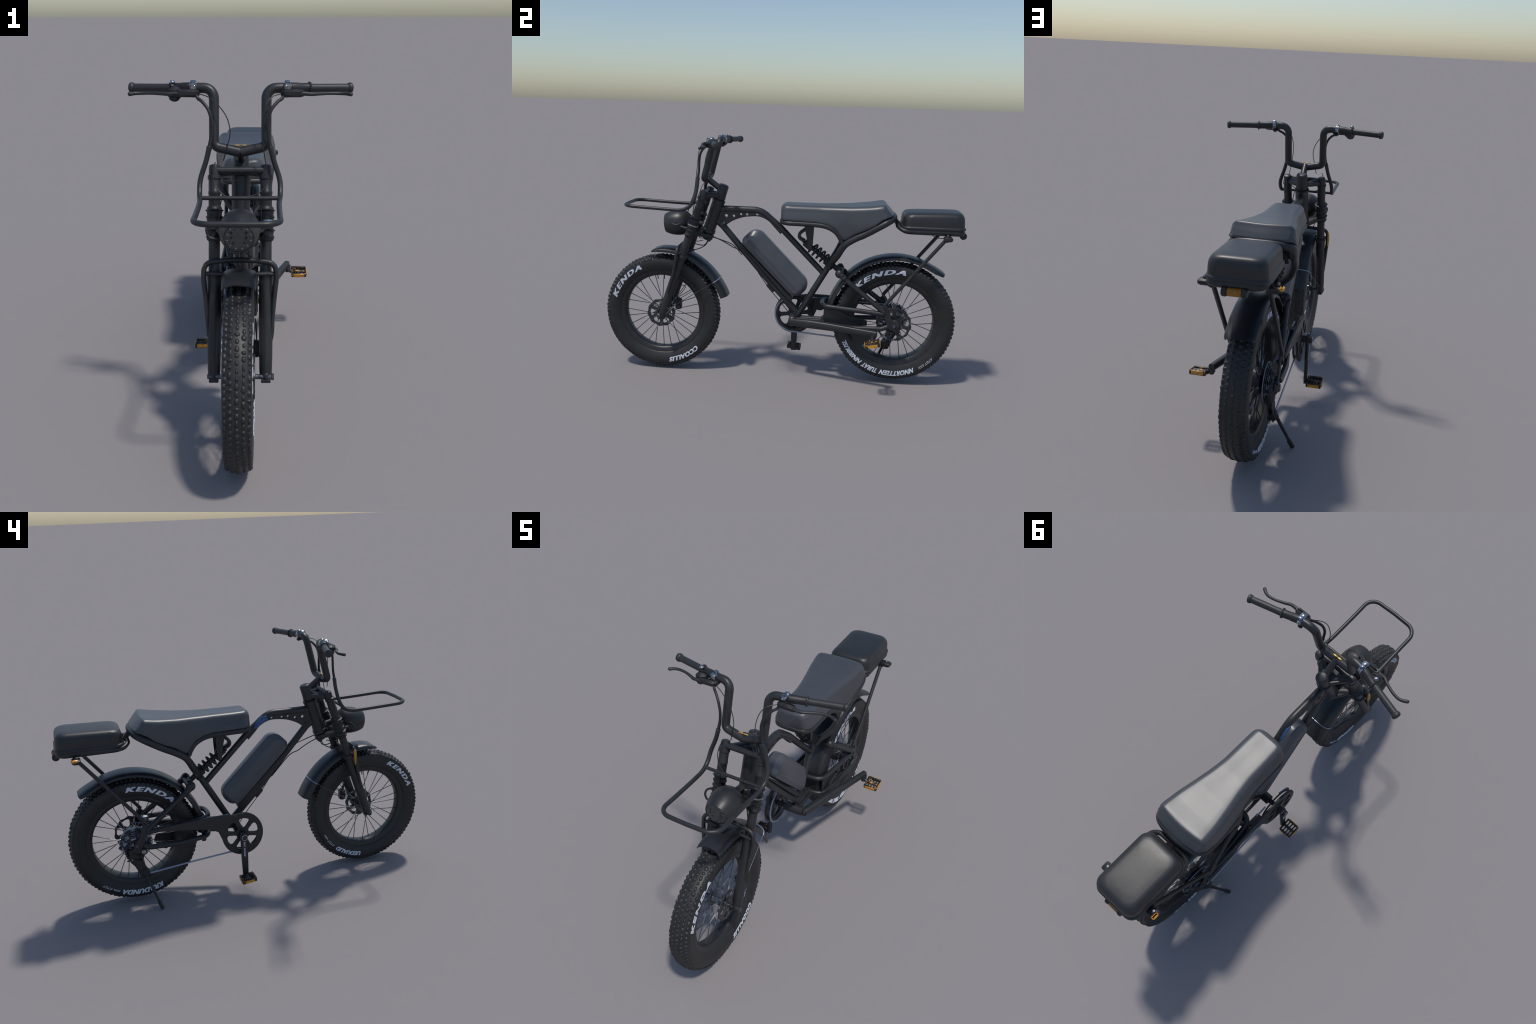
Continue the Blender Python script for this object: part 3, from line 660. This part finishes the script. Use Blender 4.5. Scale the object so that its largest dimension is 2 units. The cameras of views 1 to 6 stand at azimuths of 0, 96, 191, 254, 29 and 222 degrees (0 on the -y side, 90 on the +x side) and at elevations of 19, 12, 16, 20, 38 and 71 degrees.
part('cable_clip', [box((0.0, -0.048, 0.504), (0.018, 0.056, 0.020), 0.004, Matrix.Rotation(math.radians(-48), 3, 'X')), box((0, -0.402, 0.775), (0.044, 0.034, 0.034), 0.008), cyl((-0.026, -0.40, 0.768), (0.026, -0.40, 0.768), 0.012, 12)], PLASTIC, frame)
# wavy bracket cable beside the headlight
cable([(-0.075, -0.515, 0.855), (-0.098, -0.535, 0.868), (-0.112, -0.548, 0.862), (-0.115, -0.556, 0.845), (-0.105, -0.560, 0.825), (-0.078, -0.562, 0.818)], 0.0048, parent=fork)

# ------------------------------------------------------------------ headlight
hl_o, hl_a = V(0, -0.503, 0.862), V(0, -1, -0.10)
head = part('headlight', [lathe([(-0.014, 0.010), (-0.006, 0.028), (0.006, 0.044), (0.022, 0.0590), (0.042, 0.0685), (0.062, 0.0720), (0.084, 0.0715), (0.106, 0.0680), (0.126, 0.0620), (0.140, 0.0560), (0.146, 0.0530), (0.146, 0.0505), (0.141, 0.0495)], hl_o, hl_a, 48)], PAINT, bike)
ha = hl_a/np.linalg.norm(hl_a); hu = V(1, 0, 0); hv = np.cross(hu, ha); hv = hv if hv[2] > 0 else -hv
fc = hl_o + ha*0.142
face = [lathe([(-0.002, 0.0505), (0.002, 0.0505), (0.004, 0.045), (0.0045, 0.030), (0.005, 0.004)], fc, ha, 40)]
part('headlight_lens', face, LENS, head)
bul = []; dots = []
for k in range(12):
    t = TAU*(k+0.5)/12; p = fc + 0.041*(math.cos(t)*hu + math.sin(t)*hv) + ha*0.003
    bul.append(lathe([(0, 0.0062), (0.002, 0.0052), (0.003, 0.0036), (0.0022, 0.0026)], p, ha, 10))
for sx in (1, -1):
    for q in (0.021, 0.004):
        dots.append(lathe([(0, 0.0045), (0.0012, 0.0042), (0.0013, 0.002)], fc + sx*0.025*hu + q*hv + ha*0.0045, ha, 12))
    dots.append(lathe([(0, 0.003), (0.0012, 0.0028), (0.0013, 0.001)], fc + sx*0.019*hu - 0.015*hv + ha*0.0045, ha, 12))
part('led_bezel', bul, LENS, head)
part('led', dots, material('led_dark', (0.004, 0.004, 0.004), 0.25), head)
part('headlight_bracket', pair(sweep([(0.062, -0.555, 0.845), (0.075, -0.535, 0.84), (0.088, -0.49, 0.835)], 0.0075, 10)) + [sweep(catmull([(s*0.066, -0.60, 0.858), (s*0.071, -0.585, 0.852), (s*0.0715, -0.565, 0.853), (s*0.070, -0.548, 0.862)], 5), 0.0042, 8) for s in (1, -1)] + [cyl((0, -0.505, 0.865), (0, -0.44, 0.85), 0.016, 14)], PAINT, head)

# ------------------------------------------------------------------ battery
du, dn = V(0.7071, -0.7071), V(0.7071, 0.7071)       # along / across, in the y-z plane
bc = V(-0.026, 0.648)
def stadium(hl, hw_up, hw_lo, r, n=10):
    P = [V(-hl, -hw_lo), V(hl, -hw_lo), V(hl, hw_up), V(-hl, hw_up)]
    return fillet(P, [0.026, 0.045, r, r], n, True)
sections = []   # (x, shrink across top, shrink bottom, shrink ends)
half_sec = ((0.0440, 0.100, 0.034, 0.034), (0.0470, 0.078, 0.030, 0.030), (0.0475, 0.074, 0.024, 0.027), (0.0410, 0.036, 0.004, 0.016), (0.0390, 0.032, 0.001, 0.014), (0.0240, 0.004, 0.0, 0.003), (0.0200, 0.001, 0.0, 0.0005), (0.015, 0.0, 0.0, 0.0))
for x, st, sb, se in [(-a, b, c, d) for a, b, c, d in half_sec] + list(half_sec[::-1]):
    ring = []
    for p in stadium(0.226-se, 0.072-st, 0.052-sb, 0.062-st*0.5):
        q = bc + du*p[0] + dn*p[1]
        ring.append(V(x, q[0], q[1]))
    sections.append(ring)
batt = part('battery', [skin(sections)], BATTERY, bike, 16)
def on_batt(a, b, x): q = bc + du*a + dn*b; return V(x, q[0], q[1])
R45 = Matrix.Rotation(math.radians(-45), 3, 'X')
q = bc - dn*0.058
rail = [tuple(p) for p in fillet([V(*p) for p in ((-0.216, 0.752), (0.082, 0.458), (0.078, 0.446), (0.062, 0.438), (-0.225, 0.748))], 0.004, 3, True)]
part('battery_mount', [plate(rail, [], 0.056, lambda u, v, w: (w, u, v), 0.004)], PLASTIC, batt)

# ------------------------------------------------------------------ luggage box on the tail
def rrect(hx, y0, y1, r, n=7):
    return [V(p[0], p[1]) for p in fillet([V(-hx, y0), V(hx, y0), V(hx, y1), V(-hx, y1)], r, n, True)]
rings = []
for hx, inset, z in ((0.085, 0.030, 0.866), (0.106, 0.010, 0.8665), (0.115, 0.003, 0.871), (0.1185, -0.001, 0.880), (0.118, -0.0005, 0.888), (0.1155, 0.002, 0.8915), (0.1155, 0.002, 0.8945), (0.120, -0.003, 0.897), (0.121, -0.004, 0.902), (0.119, -0.002, 0.907), (0.1155, 0.002, 0.910),
                     (0.115, 0.003, 0.920), (0.1145, 0.004, 0.940), (0.112, 0.006, 0.956), (0.108, 0.010, 0.966), (0.102, 0.016, 0.974), (0.093, 0.025, 0.979), (0.078, 0.040, 0.9815), (0.050, 0.07, 0.983), (0.020, 0.12, 0.9835), (0.006, 0.150, 0.9835)):
    tilt = lambda y, z: z + (0.815-y)*-0.030*max(0, (z-0.90)/0.08)
    rings.append([V(p[0], p[1], tilt(p[1], z)) for p in rrect(hx, 0.653+inset, 0.982-inset, min(0.045, hx*0.9, (0.162-inset)*0.9))])
lug = part('luggage_box', [skin(rings)], BOXMAT, bike, 45)
cf = fillet([(0.100, 0.80, 0.880), (0.112, 0.66, 0.884), (0.075, 0.632, 0.900), (0.0, 0.632, 0.905)], [0, 0.05, 0.05, 0], 9)
cf = cf + [p*V(-1, 1, 1) for p in cf[-2::-1]]
part('carrier', [sweep(cf, 0.0115, 14), sweep([(0, 0.608, 0.940), (0, 0.638, 0.906), (0, 0.665, 0.888)], 0.02, 12, ref=(1, 0, 0), flat=(1.1, 0.55), power=4)], PAINT, bike)
# lamps beside the carrier, bracket bolts
for s in (1, -1):
    lamp = part('turn_lamp', [box((s*0.134, 0.890, 0.856), (0.060, 0.042, 0.024), 0.006), cyl((s*0.138, 0.888, 0.866), (s*0.138, 0.888, 0.874), 0.010, 12), box((s*0.110, 0.885, 0.846), (0.030, 0.030, 0.024), 0.005)], PLASTIC, lug)
    part('lamp_bolt', [cyl((s*0.140, 0.885, 0.870), (s*0.140, 0.885, 0.880), 0.0065, 6)], CHROME, lamp)
    if s < 0: part('lamp_lens', [box((s*0.156, 0.897, 0.862), (0.018, 0.036, 0.020), 0.006)], AMBER, lamp)
part('tail_light', [cyl((s*0.027, 0.981, 0.858), (s*0.048, 0.981, 0.858), 0.0185, 20, 0.004) for s in (1, -1)] + [box((0, 0.962, 0.862), (0.09, 0.020, 0.016), 0.003)], PLASTIC, lug)
lp = []
for i in range(15): lp += [(-0.027+0.0036*i, 0.0152), (-0.027+0.0036*i+0.0018, 0.0165)]
part('tail_light_lens', [lathe(lp, (0, 0.981, 0.858), (1, 0, 0), 24)], AMBER_LENS, lug)
cable([(0.09, 0.80, 0.872), (0.095, 0.83, 0.856), (0.10, 0.86, 0.852), (0.108, 0.885, 0.860)], 0.002, parent=lug)

# ------------------------------------------------------------------ drivetrain
GX = -0.112
gc = V(0.083, 0.332)
# ring around the crank with a long arm leaving towards the rear wheel
front_arc = [(gc[0] - 0.113*math.sin(t), gc[1] + 0.120*math.cos(t)) for t in np.linspace(math.radians(-18), math.radians(260), 70)]
outl = front_arc + [(0.215, 0.362), (0.255, 0.383), (0.36, 0.399), (0.45, 0.408), (0.530, 0.417), (0.536, 0.425), (0.528, 0.434), (0.45, 0.442), (0.35, 0.449), (0.25, 0.452), (0.17, 0.453)]
holes = []
for i in range(6):
    c = -math.radians(60*i + 8); half = math.radians(22)
    ring = [(0.089*math.sin(c+a), 0.089*math.cos(c+a)) for a in np.linspace(-half, half, 7)] + [(0.036*math.sin(c+a), 0.036*math.cos(c+a)) for a in (0.22, -0.22)]
    ring = fillet([V(*p) for p in (ring[0], ring[3], ring[6], ring[7], ring[8])], 0.012, 5, True)
    holes.append([(gc[0]+p[0], gc[1]+p[1]) for p in ring])
guard = part('chain_guard', [plate(outl, holes, 0.014, lambda u, v, w: (GX+w, u, v), 0.004)], PAINT, bike)
part('chain_guard_shell', [plate([(0.19, 0.372), (0.20, 0.44), (0.27, 0.446), (0.27, 0.385), (0.24, 0.365)], [], 0.030, lambda u, v, w: (-0.092+w, u, v), 0.004)], PAINT, guard)
ringc = V(0, gc[0], gc[1])
part('chainring', [disc_plate(ringc, -0.090, 0.106, 0.005, 40, 0.0016, 0, 0.090, 0.036, 0.084)], PAINT, guard)
# chain: wraps the front of the ring, then the lower run to the derailleur
wrap = [(-0.086, gc[0]-0.107*math.sin(t), gc[1]+0.107*math.cos(t)) for t in np.linspace(math.radians(20), math.radians(170), 26)]
run = [(-0.088, 0.16, 0.222), (-0.092, 0.36, 0.206), (-0.094, 0.60, 0.180)]
topr = [(-0.082, 0.60, 0.425), (-0.084, 0.40, 0.432), (-0.085, 0.15, 0.440)]
part('chain', [sweep(catmull(wrap[::6], 8) + run, 0.0048, 8, ref=(1, 0, 0), flat=(0.8, 1.0)), sweep(topr, 0.0042, 8)], CHAIN, bike)
part('crank_axle', [cyl((-0.166, BB[1], BB[2]), (0.065, BB[1], BB[2]), 0.013, 24), cyl((-0.118, BB[1], BB[2]), (-0.168, BB[1], BB[2]), 0.0175, 24, 0.003), cyl((0.055, BB[1], BB[2]), (0.070, BB[1], BB[2]), 0.023, 24, 0.005)], PAINT, bike)
ca = part('crank_arm', [sweep([(-0.146, 0.087, 0.352), (-0.146, 0.087, 0.330), (-0.146, 0.086, 0.21), (-0.146, 0.085, 0.095)], [0.017, 0.0185, 0.0165, 0.0145], 16, ref=(1, 0, 0), flat=(0.55, 1.05), power=4)], PAINT, bike)
part('crank_cap', [lathe([(0, 0.0165), (0.002, 0.0165), (0.002, 0.0135), (0, 0.0130)], (-0.1685, BB[1], BB[2]), (-1, 0, 0), 28, True)], CHAIN, ca)
tv, tf = text_shape('BAC MXIMR')
part('crank_lettering', [([(-0.146-0.0102-(0.0006 if z > 0 else -0.001), 0.087-0.0055+0.011*ty*1.0, 0.300-0.085*tx) for tx, ty, z in tv], tf)], WHITE, ca)
ca2 = part('crank_arm', [sweep(catmull([(0.058, 0.080, 0.331), (0.074, 0.125, 0.334), (0.117, 0.26, 0.338), (0.172, 0.43, 0.338), (0.208, 0.548, 0.337)], 6), [0.020, 0.024, 0.0225, 0.020, 0.018, 0.0165], 18, ref=(0, 0, 1), flat=(1.0, 0.85), power=3.2),
                         cyl((0.20, 0.528, 0.318), (0.236, 0.528, 0.302), 0.011, 14), sweep([(0.210, 0.535, 0.335), (0.214, 0.525, 0.300)], [0.017, 0.013], 12)], PAINT, bike)
def pedal(c, tilt, parent, out):
    """cage pedal: two rails, end bars, axle tube, reflector strips"""
    M = Matrix.Rotation(tilt, 3, 'X')
    def at(x, y, z): p = M @ Vector((x, y, z)); return (c[0]+p.x, c[1]+p.y, c[2]+p.z)
    pcs = [box(at(0, s*0.034, 0), (0.076, 0.010, 0.024), 0.003, M) for s in (1, -1)]
    pcs += [box(at(s*0.034, 0, 0), (0.008, 0.068, 0.020), 0.003, M) for s in (1, -1)]
    pcs += [box(at(0, 0, 0), (0.070, 0.016, 0.018), 0.004, M)]
    pcs += [box(at(x, y, 0.0), (0.006, 0.030, 0.014), 0.002, M) for x in (-0.017, 0.0, 0.017) for y in (0.018, -0.018)]
    pd = part('pedal', pcs, PEDAL, parent)
    part('pedal_reflector', [box(at(0, s*0.0400, 0), (0.056, 0.004, 0.016), 0.001, M) for s in (1, -1)] + [box(at(out*0.0395, 0, -0.001), (0.005, 0.050, 0.014), 0.001, M)], AMBER, pd)
pedal((-0.192, 0.085, 0.104), math.radians(-8), ca, -1)
pedal((0.268, 0.526, 0.302), math.radians(12), ca2, 1)
# derailleur
der = []
cage = [tuple(p) for p in fillet([V(*p) for p in ((0.668, 0.275), (0.690, 0.268), (0.664, 0.236), (0.648, 0.200), (0.632, 0.160), (0.600, 0.158), (0.588, 0.186), (0.606, 0.222), (0.620, 0.262))], 0.010, 4, True)]
der += [plate(cage, [], 0.005, lambda u, v, w, x=x: (x+w, u, v), 0.001) for x in (-0.078, -0.096)]
der += [cyl((-0.070, 0.613, 0.187), (-0.106, 0.613, 0.187), 0.025, 20, 0.004), cyl((-0.102, 0.613, 0.187), (-0.109, 0.613, 0.187), 0.015, 16, 0.002), cyl((-0.074, 0.655, 0.275), (-0.094, 0.655, 0.275), 0.017, 14, 0.003),
        box((-0.086, 0.660, 0.305), (0.034, 0.060, 0.070), 0.010), box((-0.100, 0.640, 0.330), (0.026, 0.048, 0.056), 0.010, Matrix.Rotation(0.4, 3, 'X')), cyl((-0.082, 0.612, 0.318), (-0.116, 0.612, 0.318), 0.019, 18, 0.004),
        sweep(catmull([(-0.086, 0.612, 0.355), (-0.090, 0.635, 0.378), (-0.086, 0.668, 0.372), (-0.084, 0.700, 0.335), (-0.082, 0.692, 0.280)], 6), 0.010, 10, ref=(1, 0, 0), flat=(1.3, 0.7)),
        sweep([(-0.082, 0.70, 0.262), (-0.084, 0.672, 0.272), (-0.084, 0.64, 0.262)], [0.003, 0.010, 0.008], 8)]
drl = part('derailleur', der, PLASTIC, bike)
part('pulley', [disc_plate(V(0, 0.613, 0.187), -0.087, 0.019, 0.004, 11, 0.0016, 0, 0.005, 0.01, 0.012), disc_plate(V(0, 0.650, 0.268), -0.084, 0.017, 0.004, 11, 0.0016, 0, 0.005, 0.01, 0.012)], STEEL, drl)
part('sprocket_rim', [lathe([(-0.0625, 0.0845), (-0.0625, 0.0875), (-0.0660, 0.0875), (-0.0660, 0.0845)], V(0, REAR[1], REAR[2]), (1, 0, 0), 60, True)], CHAIN, rw)
part('derailleur_bolt', [cyl((-0.115, 0.612, 0.318), (-0.119, 0.612, 0.318), 0.011, 16), cyl((-0.094, 0.675, 0.276), (-0.100, 0.675, 0.276), 0.006, 10), cyl((-0.092, 0.645, 0.280), (-0.100, 0.645, 0.280), 0.005, 10)], CHROME, drl)
lk = random.Random(11)
bits = []
for i in range(9):
    aa = lk.uniform(0, TAU); rr = lk.uniform(0.02, 0.085)
    bits.append(box((lk.uniform(-0.098, -0.080), REAR[1]+rr*math.sin(aa), REAR[2]+rr*math.cos(aa)), (lk.uniform(0.006, 0.014), lk.uniform(0.008, 0.024), lk.uniform(0.006, 0.014)), 0.002, Matrix.Rotation(lk.uniform(0, 3), 3, 'X')))
part('gear_linkage', bits, GEAR, drl, stuff=True)
bits = []
for i in range(16):
    aa = lk.uniform(2.6, 6.0); rr = lk.uniform(0.02, 0.075)
    bits.append(box((lk.uniform(0.078, 0.098), REAR[1]+rr*math.sin(aa), REAR[2]+rr*math.cos(aa)), (lk.uniform(0.006, 0.014), lk.uniform(0.010, 0.028), lk.uniform(0.006, 0.012)), 0.002, Matrix.Rotation(lk.uniform(0, 3), 3, 'X')))
part('caliper_linkage', bits, GEAR, swing, stuff=True)
# hanger plate below the lower stay, with cable hook
part('hanger_plate', [plate([tuple(p) for p in fillet([V(*p) for p in ((0.59, 0.345), (0.655, 0.345), (0.668, 0.25), (0.650, 0.21), (0.625, 0.24), (0.60, 0.30))], 0.01, 4, True)], [], 0.006, lambda u, v, w: (-0.080+w, u, v), 0.001)], PLASTIC, drl)
# stand mount ahead of the wheel, on the right
part('stand_mount', [plate([tuple(p) for p in fillet([V(*p) for p in ((0.40, 0.320), (0.52, 0.320), (0.535, 0.285), (0.505, 0.240), (0.47, 0.225), (0.43, 0.250))], 0.012, 4, True)], [], 0.006, lambda u, v, w: (0.076+w, u, v), 0.001)], PLASTIC, swing)
# kickstand
part('kickstand', [sweep([(-0.106, 0.612, 0.182), (-0.170, 0.554, 0.018)], [0.0085, 0.0065], 12), cyl((-0.1585, 0.5645, 0.046), (-0.1755, 0.549, 0.0052), 0.0105, 14, 0.003), ball((-0.104, 0.612, 0.182), 0.014, 10)], PLASTIC, bike)
